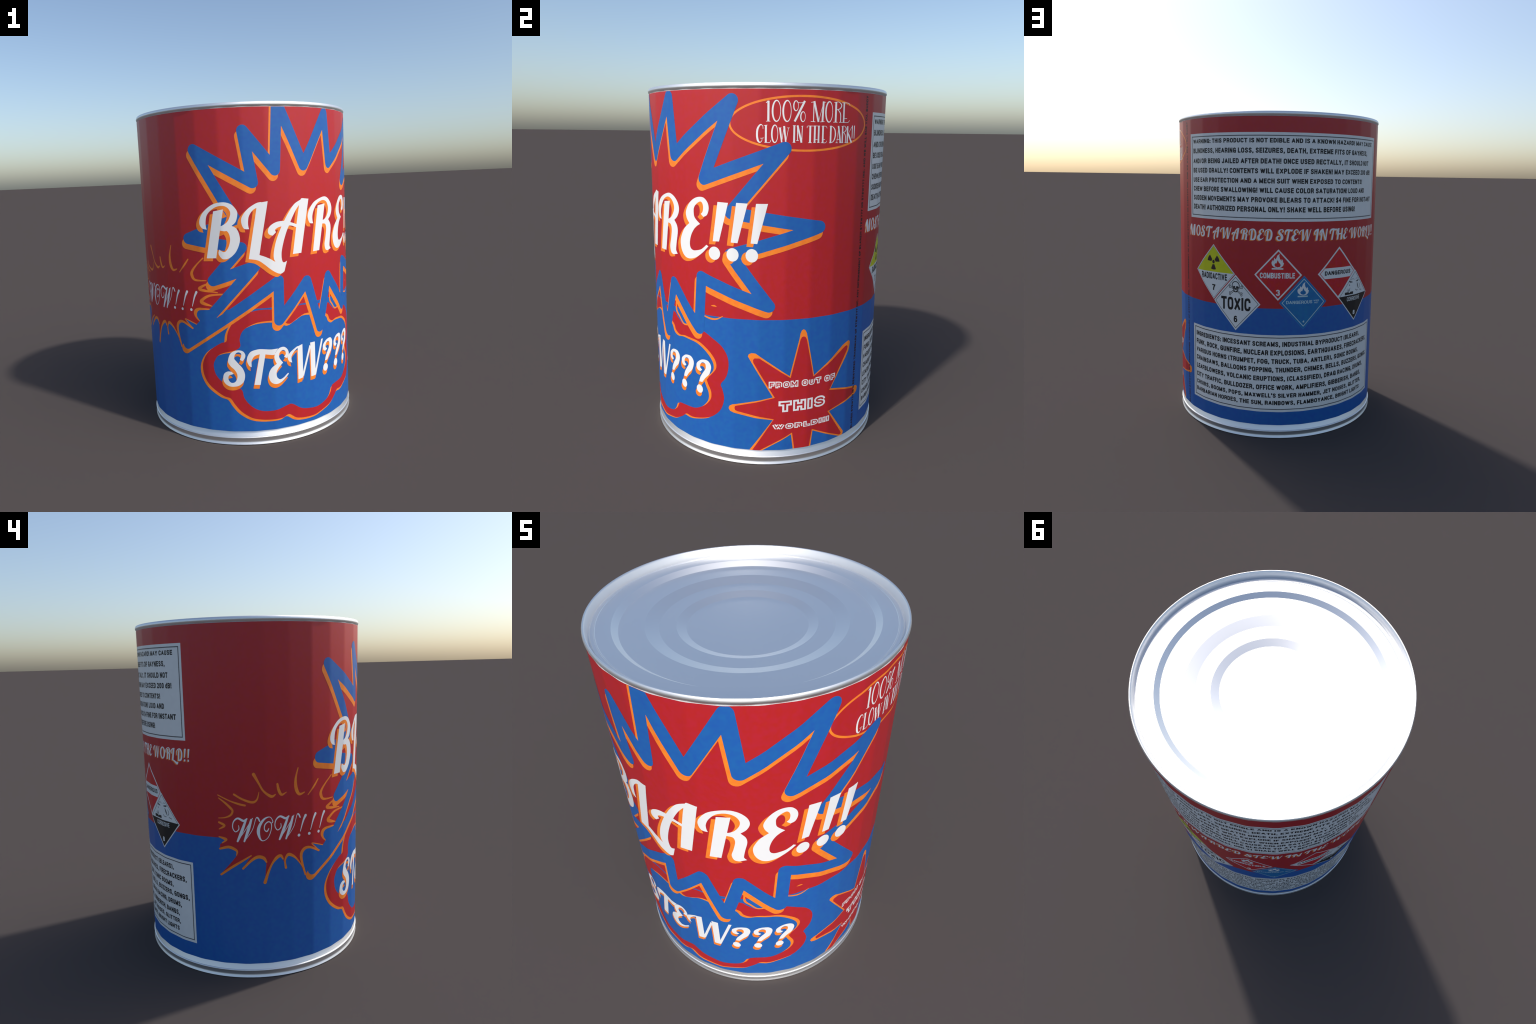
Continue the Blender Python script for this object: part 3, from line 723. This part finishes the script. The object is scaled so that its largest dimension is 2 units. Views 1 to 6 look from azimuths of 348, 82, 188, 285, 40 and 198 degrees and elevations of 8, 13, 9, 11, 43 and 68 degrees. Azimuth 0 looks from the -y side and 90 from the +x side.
def narrow_word(chars, z0, z1, heavy):
    for i, (ch, a0, a1) in enumerate(chars):
        polys = []
        for s in NARROW[ch]:
            pts = [((a0 + x * (a1 - a0)) * K, z0 + z * (z1 - z0), w * heavy) for x, z, w in s]
            polys += pen(pts, 4, False)
        print_shape("badge_letter", polys, 3 + 0.4 * (i % 2), WHITE)


narrow_word([("1", 81.2, 82.8), ("0", 83.8, 87.0), ("0", 88.0, 91.2), ("%", 92.2, 97.0), ("M", 99.4, 105.9), ("O", 106.1, 109.3), ("R", 109.5, 114.0), ("E", 113.6, 118.4)], 1.8240, 1.9190, 0.0088)
narrow_word([("G", 77.4, 80.4), ("L", 80.4, 83.2), ("O", 83.6, 86.0), ("W", 86.3, 90.6), ("I", 92.0, 93.2), ("N", 93.5, 96.3), ("T", 98.2, 100.4), ("H", 100.7, 103.6), ("E", 104.2, 106.9),
             ("D", 108.1, 111.2), ("A", 111.2, 114.1), ("R", 113.7, 117.0), ("K", 116.9, 120.2), ("!", 119.9, 120.7), ("!", 121.1, 121.9)], 1.7260, 1.8065, 0.0080)

# ---------------------------------------------------------------- legal line up the side
LEGAL = "BLARE!!! STEW??? IS A REGISTERED TRADEMARK OF STEW??? INC. ANY INFRINGEMENT OF BLARE!!! STEW??? OR STEW??? INC. AND WE WILL SUE YOU, BUDDY"
polys, width = grotesque(LEGAL, 0.27, 0.16, 1.3)
tall, long = 0.0175, LABEL_HIGH - LABEL_LOW - 0.016
print_shape("legal_text_line", [[(130.6 * K - z * tall, LABEL_LOW + 0.004 + x / width * long) for x, z in p] for p in polys], 4, LEGAL_INK, kind="stuff")

# ---------------------------------------------------------------- text panels
def panel(a0, a1, z0, z1, inset):
    print_shape("text_panel", [metres([(a0, z0), (a1, z0), (a1, z1), (a0, z1)])], 1, PAPER)
    da, w = inset / K, 0.0056
    o = metres([(a0 + da, z0 + inset), (a1 - da, z0 + inset), (a1 - da, z1 - inset), (a0 + da, z1 - inset)])
    i = [(x + (w if n in (0, 3) else -w), z + (w if n in (0, 1) else -w)) for n, (x, z) in enumerate(o)]
    print_shape("panel_border", [o], 2, GREY, [i])


panel(134.9, 254.5, 1.3620, 1.8795, 0.0155)
WARNING = [("WARNING: THIS PRODUCT IS NOT EDIBLE AND IS A KNOWN HAZARD! MAY CAUSE", 249.6, 1.8200, 1.8465), ("BLINDNESS, HEARING LOSS, SEIZURES, DEATH, EXTREME FITS OF GAYNESS,", 244.2, 1.7610, 1.7910),
           ("AND/OR BEING JAILED AFTER DEATH! ONCE USED RECTALLY, IT SHOULD NOT", 245.9, 1.6995, 1.7295), ("BE USED ORALLY! CONTENTS WILL EXPLODE IF SHAKEN! MAY EXCEED 200 dB!", 248.1, 1.6425, 1.6725),
           ("USE EAR PROTECTION AND A MECH SUIT WHEN EXPOSED TO CONTENTS!", 239.5, 1.5850, 1.6140), ("CHEW BEFORE SWALLOWING! WILL CAUSE COLOR SATURATION! LOUD AND", 242.0, 1.5295, 1.5600),
           ("SUDDEN MOVEMENTS MAY PROVOKE BLEARS TO ATTACK! $4 FINE FOR INSTANT", 249.8, 1.4735, 1.5045), ("DEATH! AUTHORIZED PERSONAL ONLY! SHAKE WELL BEFORE USING!", 233.5, 1.4165, 1.4485)]
for text, end, z0, z1 in WARNING:
    print_shape("warning_text_line", set_line(text, 137.6, end, z0, z1), 2, BLACK, kind="stuff")
panel(136.4, 255.4, 0.1700, 0.6660, 0.0145)
INGREDIENTS = [("INGREDIENTS: INCESSANT SCREAMS, INDUSTRIAL BYPRODUCT (BLEARS),", 242.3, 0.5930, 0.6240), ("FUNK, ROCK, GUNFIRE, NUCLEAR EXPLOSIONS, EARTHQUAKES, FIRECRACKERS,", 251.0, 0.5370, 0.5700),
               ("VARIOUS HORNS (TRUMPET, FOG, TRUCK, TUBA, ANTLER), SONIC BOOMS,", 241.4, 0.4830, 0.5140), ("CHAINSAWS, BALLOONS POPPING, THUNDER, CHIMES, BELLS, BUZZERS, GONGS,", 252.3, 0.4285, 0.4600),
               ("LEAFBLOWERS, VOLCANIC ERUPTIONS, (CLASSIFIED), DRAG RACING, DRUMS,", 247.0, 0.3720, 0.4035), ("CITY TRAFFIC, BULLDOZER, OFFICE WORK, AMPLIFIERS, GIBBERISH, BANGS,", 245.1, 0.3150, 0.3465),
               ("CHOIRS, BOOMS, POPS, MAXWELL'S SILVER HAMMER, JET NOISES, GLITTER,", 245.6, 0.2640, 0.2920), ("BARBARIAN HORDES, THE SUN, RAINBOWS, FLAMBOYANCE, BRIGHT LIGHTS", 244.3, 0.2155, 0.2435)]
for text, end, z0, z1 in INGREDIENTS:
    print_shape("ingredient_text_line", set_line(text, 139.0, end, z0, z1), 2, BLACK, kind="stuff")


# ---------------------------------------------------------------- award line in the same script
def boxed(key):
    """A big script letter scaled to a unit box."""
    polys = letter(key)
    xs, zs = [p[0] for q in polys for p in q], [p[1] for q in polys for p in q]
    w, h = max(xs) - min(xs), max(zs) - min(zs)
    return [[((x - min(xs)) / w, (z - min(zs)) / h) for x, z in q] for q in polys]


CURL = [(0.15, 0.42, 0.15, 0.42), (0.03, 0.47, 0.12, 0.53), (0.0, 0.62, 0.12, 0.64), (0.06, 0.82, 0.2, 0.78), (0.25, 0.97, 0.3, 0.87)]
EXTRA = {
    "M": [CURL, [(0.14, 0.95, 0.30, 1.0), (0.02, 0.0, 0.11, 0.0)], [(0.16, 1.0, 0.38, 1.0), (0.36, 0.0, 0.54, 0.0)], [(0.42, 0.0, 0.52, 0.02), (0.74, 1.0, 0.84, 1.0)], [(0.76, 1.0, 1.0, 1.0), (0.64, 0.0, 0.90, 0.0)]],
    "O": [[(0.5 + 0.5 * math.sin(t) + 0.05 * math.cos(t), 0.5 + 0.5 * math.cos(t), 0.5 + 0.24 * math.sin(t) + 0.05 * math.cos(t), 0.5 + 0.4 * math.cos(t)) for t in (math.tau * i / 14 for i in range(15))]],
    "D": [[(0.12, 0.42, 0.12, 0.42), (0.03, 0.45, 0.10, 0.50), (0.0, 0.60, 0.10, 0.62), (0.05, 0.80, 0.16, 0.78), (0.25, 0.94, 0.32, 0.86), (0.5, 1.0, 0.5, 0.90), (0.78, 0.95, 0.68, 0.83),
           (0.97, 0.75, 0.77, 0.66), (1.0, 0.5, 0.77, 0.48), (0.92, 0.22, 0.70, 0.26), (0.75, 0.03, 0.58, 0.13), (0.5, 0.0, 0.45, 0.11), (0.25, 0.0, 0.28, 0.10)], [(0.33, 0.84, 0.54, 0.86), (0.20, 0.0, 0.42, 0.02)]],
    "I": [[(0.35, 0.45, 0.35, 0.45), (0.1, 0.5, 0.3, 0.55), (0.0, 0.65, 0.25, 0.68), (0.2, 0.88, 0.45, 0.8), (0.6, 1.0, 0.6, 0.85)], [(0.58, 1.0, 0.98, 1.0), (0.34, 0.0, 0.70, 0.0)]],
    "N": [CURL, [(0.24, 0.98, 0.40, 1.0), (0.10, 0.0, 0.26, 0.0)], [(0.27, 1.0, 0.43, 1.0), (0.63, 0.0, 0.79, 0.0)], [(0.85, 1.0, 1.0, 1.0), (0.67, 0.0, 0.82, 0.0)]],
    "H": [CURL, [(0.22, 0.98, 0.46, 1.0), (0.08, 0.0, 0.32, 0.0)], [(0.78, 1.0, 1.0, 1.0), (0.62, 0.0, 0.88, 0.0)], [(0.2, 0.56, 0.2, 0.45), (0.85, 0.56, 0.85, 0.45)]],
    "!": [[(0.3, 1.0, 1.0, 1.0), (0.1, 0.3, 0.5, 0.3)], [(0.0, 0.16, 0.6, 0.16), (0.0, 0.0, 0.6, 0.0)]],
}
AWARD = [("M", 133.4, 139.2), ("O", 139.6, 143.9), ("S", 143.9, 147.7), ("T", 148.2, 153.4), ("A", 153.0, 157.9), ("W", 157.9, 165.1), ("A", 164.8, 169.5), ("R", 169.8, 173.9), ("D", 174.1, 178.4), ("E", 178.5, 182.2), ("D", 182.2, 186.5),
         ("S", 188.0, 192.1), ("T", 192.2, 196.9), ("E2", 195.7, 199.6), ("W", 199.4, 206.4), ("I", 207.4, 210.4), ("N", 210.4, 215.5), ("T", 216.3, 221.6), ("H", 220.5, 225.2), ("E2", 225.0, 228.6),
         ("W", 229.5, 237.0), ("O", 237.0, 241.4), ("R", 241.5, 245.6), ("L", 245.5, 251.0), ("D", 249.6, 253.6), ("!", 254.2, 255.8), ("!", 256.4, 258.0)]
for i, (key, a0, a1) in enumerate(AWARD):
    a0, a1 = (229.7 + (t - 229.5) * 0.95 if t > 229.0 else t for t in (a0, a1))
    low = {"A": 1.238, "L": 1.226}.get(key, 1.2473)
    polys = placed(unit_ribbons(EXTRA[key]) if key in EXTRA else boxed(key), a0 + 0.03 * (a1 - a0), a1 - 0.05 * (a1 - a0), low, 1.3177)
    print_shape("award_letter_shadow", moved(polys, -0.55, -0.004), 1 + 0.4 * (i % 2), ORANGE)
    print_shape("award_letter", polys, 2 + 0.4 * (i % 2), WHITE)


# ---------------------------------------------------------------- hazard signs
def diamond(a, z, ha, hz, grow=0.0):
    s = 1 + grow / hz
    return metres([(a - ha * s, z), (a, z - hz * s), (a + ha * s, z), (a, z + hz * s)])


def clip_half(poly, z, sign):
    out = []
    for p, q in zip(poly, poly[1:] + poly[:1]):
        dp, dq = (p[1] - z) * sign, (q[1] - z) * sign
        if dp >= 0:
            out.append(p)
        if dp * dq < 0:
            t = dp / (dp - dq)
            out.append((p[0] + (q[0] - p[0]) * t, z))
    return out


def sign_panel(material, level, a, z, ha, hz, grow=0.0):
    print_shape("sign_panel", [diamond(a, z, ha, hz, grow)], level, material)


def sign_frame(material, level, a, z, ha, hz, grow, width):
    print_shape("sign_frame", [diamond(a, z, ha, hz, grow)], level, material, [diamond(a, z, ha, hz, grow - width)])


def sign_text(text, a0, a1, z0, z1, material, level=4, weight=0.21):
    print_shape("sign_text", set_line(text, a0, a1, z0, z1, weight), level, material)


FLAME_LEFT = [(0.42, 0.02), (0.22, 0.06), (0.05, 0.2), (0.0, 0.36), (0.08, 0.56), (0.12, 0.44), (0.22, 0.62), (0.2, 0.72), (0.34, 0.6), (0.42, 0.74), (0.46, 0.86), (0.66, 1.0)]
FLAME_RIGHT = [(0.62, 0.84), (0.68, 0.64), (0.80, 0.5), (0.82, 0.64), (0.92, 0.5), (0.90, 0.42), (1.0, 0.36), (0.94, 0.18), (0.78, 0.05), (0.6, 0.02)]
FLAME_EYE = [(0.5, 0.06), (0.3, 0.12), (0.24, 0.24), (0.34, 0.36), (0.4, 0.32), (0.5, 0.56), (0.6, 0.38), (0.7, 0.3), (0.74, 0.2), (0.68, 0.1)]


def flame(a0, a1, z0, z1, bar, material):
    print_shape("sign_symbol", placed([FLAME_LEFT + FLAME_RIGHT], a0, a1, z0, z1), 4, material, placed([FLAME_EYE], a0, a1, z0, z1))
    print_shape("sign_symbol", [metres([(a0 + 0.2, bar[0]), (a1 - 0.3, bar[0]), (a1 - 0.3, bar[1]), (a0 + 0.2, bar[1])])], 4, material)


# radiation sign: yellow over white
R_ = (153.5, 1.0335, 13.25, 0.1735)
sign_panel(PAPER, 1, *R_)
sign_frame(GREY, 2, *R_, -0.0075, 0.0025)
print_shape("sign_panel", [clip_half(diamond(*R_, -0.011), 1.0340, 1)], 2, YELLOW)
blades = [disc(153.4, 1.097, 0.0105, 0.0115, 18)]
for turn in (30, 150, 270):
    arc = [math.radians(turn - 25 + 50 * i / 8) for i in range(9)]
    blades.append([(153.4 * K + r * math.cos(t), 1.097 + r * math.sin(t)) for r, seq in ((0.0165, arc), (0.050, arc[::-1])) for t in seq])
print_shape("sign_symbol", blades, 3, BROWN)
sign_text("RADIOACTIVE", 144.7, 162.1, 0.9870, 1.0265, BLACK, weight=0.2)
sign_text("7", 152.4, 154.7, 0.9167, 0.9544, BLACK)

# poison sign
X_ = (167.2, 0.8560, 13.35, 0.1745)
sign_panel(PAPER, 3, *X_)
sign_frame(GREY, 4, *X_, -0.0125, 0.0050)
sign_text("TOXIC", 158.6, 175.4, 0.8085, 0.8895, BLACK, 4, 0.2)
sign_text("6", 166.1, 168.2, 0.7325, 0.7739, BLACK, 4, 0.2)
skull_a, skull_z = 167.2, 0.964
for polys, holes in (([disc(skull_a, skull_z, 0.027, 0.027, 28)], [disc(skull_a, skull_z, 0.0218, 0.0218, 28)]),
                     ([disc(skull_a, 0.935, 0.0165, 0.014, 20)], [disc(skull_a, 0.9365, 0.0108, 0.0092, 20)])):
    print_shape("sign_symbol", polys, 4, BLACK, holes)
print_shape("sign_symbol", [disc(skull_a - 0.85, 0.954, 0.0078, 0.0070, 14), disc(skull_a + 0.85, 0.954, 0.0078, 0.0070, 14), disc(skull_a, 0.942, 0.0042, 0.0055, 10), disc(skull_a - 0.4, 0.930, 0.0018, 0.006, 8), disc(skull_a + 0.4, 0.930, 0.0018, 0.006, 8)], 5, BLACK)
for sx in (-1, 1):
    for (ax, az), (bx, bz) in (((1.6, 0.946), (3.3, 0.957)), ((1.2, 0.930), (3.1, 0.911))):
        bone = [pen([((skull_a + sx * ax) * K, az, 0.011), ((skull_a + sx * bx) * K, bz, 0.011)], 2)]
        hole = [pen([((skull_a + sx * ax) * K, az, 0.0045), ((skull_a + sx * bx) * K, bz, 0.0045)], 2)]
        knobs = [disc(skull_a + sx * (bx + 0.25), bz + 0.006, 0.0062, n=12), disc(skull_a + sx * (bx + 0.15), bz - 0.006, 0.0062, n=12)]
        inner = [disc(skull_a + sx * (bx + 0.25), bz + 0.006, 0.0030, n=12), disc(skull_a + sx * (bx + 0.15), bz - 0.006, 0.0030, n=12)]
        print_shape("sign_symbol", bone[0] + knobs, 4, BLACK, hole[0] + inner)

# fire sign, red
C_ = (189.4, 1.0395, 12.15, 0.1570)
sign_panel(PAPER, 1, *C_)
sign_panel(SIGN_RED, 2, *C_, -0.0125)
sign_text("COMBUSTIBLE", 180.1, 197.9, 1.0192, 1.0535, PAPER)
sign_text("3", 188.3, 190.4, 0.9133, 0.9505, PAPER, 4, 0.2)
flame(185.9, 192.2, 1.0822, 1.1709, (1.0742, 1.0829), PAPER)

# fire sign, blue
F_ = (202.7, 0.8680, 12.7, 0.1672)
sign_panel(SIGN_RIM, 3, *F_)
sign_panel(SIGN_BLUE, 4, *F_, -0.004)
sign_frame(PALE_BLUE, 5, *F_, -0.017, 0.0062)
for args in (("DANGEROUS", 193.6, 207.4, 0.8615, 0.8815), ("WHEN", 208.1, 211.1, 0.8735, 0.8825), ("WET", 208.5, 210.8, 0.8595, 0.8690), ("4", 202.2, 203.3, 0.7427, 0.7572)):
    sign_text(*args, PALE_BLUE, 5, 0.16)
print_shape("sign_symbol", placed([FLAME_LEFT + FLAME_RIGHT], 199.3, 205.4, 0.9127, 0.9963), 5, PAPER, placed([FLAME_EYE], 199.3, 205.4, 0.9127, 0.9963))
print_shape("sign_symbol", [metres([(199.5, 0.9035), (204.8, 0.9035), (204.8, 0.9118), (199.5, 0.9118)])], 5, PALE_BLUE)

# mixed-load sign
D_ = (222.9, 1.0392, 12.75, 0.1635)
sign_panel(PAPER, 1, *D_)
sign_panel(SIGN_RED, 2, *D_, -0.0135)
band = clip_half(clip_half(diamond(*D_, -0.0185), 1.0060, 1), 1.0725, -1)
print_shape("sign_panel", [band], 2.6, PAPER)
sign_text("DANGEROUS", 214.1, 231.7, 1.0280, 1.0545, BLACK)

# acid sign: white over black
A_ = (235.8, 0.8765, 12.85, 0.1662)
sign_panel(PAPER, 3, *A_)
sign_frame(GREY, 4, *A_, -0.0095, 0.0045)
print_shape("sign_panel", [clip_half(diamond(*A_, -0.0095), 0.8800, -1)], 5, BLACK)
sign_text("CORROSIVE", 229.7, 240.9, 0.8440, 0.8700, PAPER, 6, 0.13)
sign_text("8", 234.8, 236.5, 0.7497, 0.7781, PAPER, 6)
print_shape("sign_symbol", [metres([(227.9, 0.886), (234.6, 0.886), (234.6, 0.903), (232.4, 0.903), (231.6, 0.896), (230.6, 0.903), (227.9, 0.903)])], 4, BLACK)
for s in ([(231.0, 0.973, 3), (232.2, 0.967, 11), (234.0, 0.964, 3)], [(239.6, 0.972, 3), (238.6, 0.968, 11), (236.8, 0.966, 3)], [(231.4, 0.950, 5), (231.6, 0.944, 6)], [(230.2, 0.925, 3), (231.0, 0.907, 6), (232.0, 0.928, 3)],
          [(229.6, 0.918, 3), (229.8, 0.906, 4)], [(238.0, 0.955, 4), (238.8, 0.935, 10), (239.6, 0.915, 3)], [(240.2, 0.950, 3), (241.0, 0.930, 4), (240.2, 0.915, 3)], [(236.4, 0.915, 3), (237.6, 0.905, 4), (239.0, 0.905, 3)],
          [(241.0, 0.905, 4), (243.0, 0.900, 4)], [(232.6, 0.978, 2), (234.0, 0.985, 3), (235.4, 0.979, 2)], [(236.6, 0.980, 2), (237.6, 0.986, 3), (238.6, 0.981, 2)]):
    print_shape("sign_symbol", pen_deg(s, 4), 4, GREY)
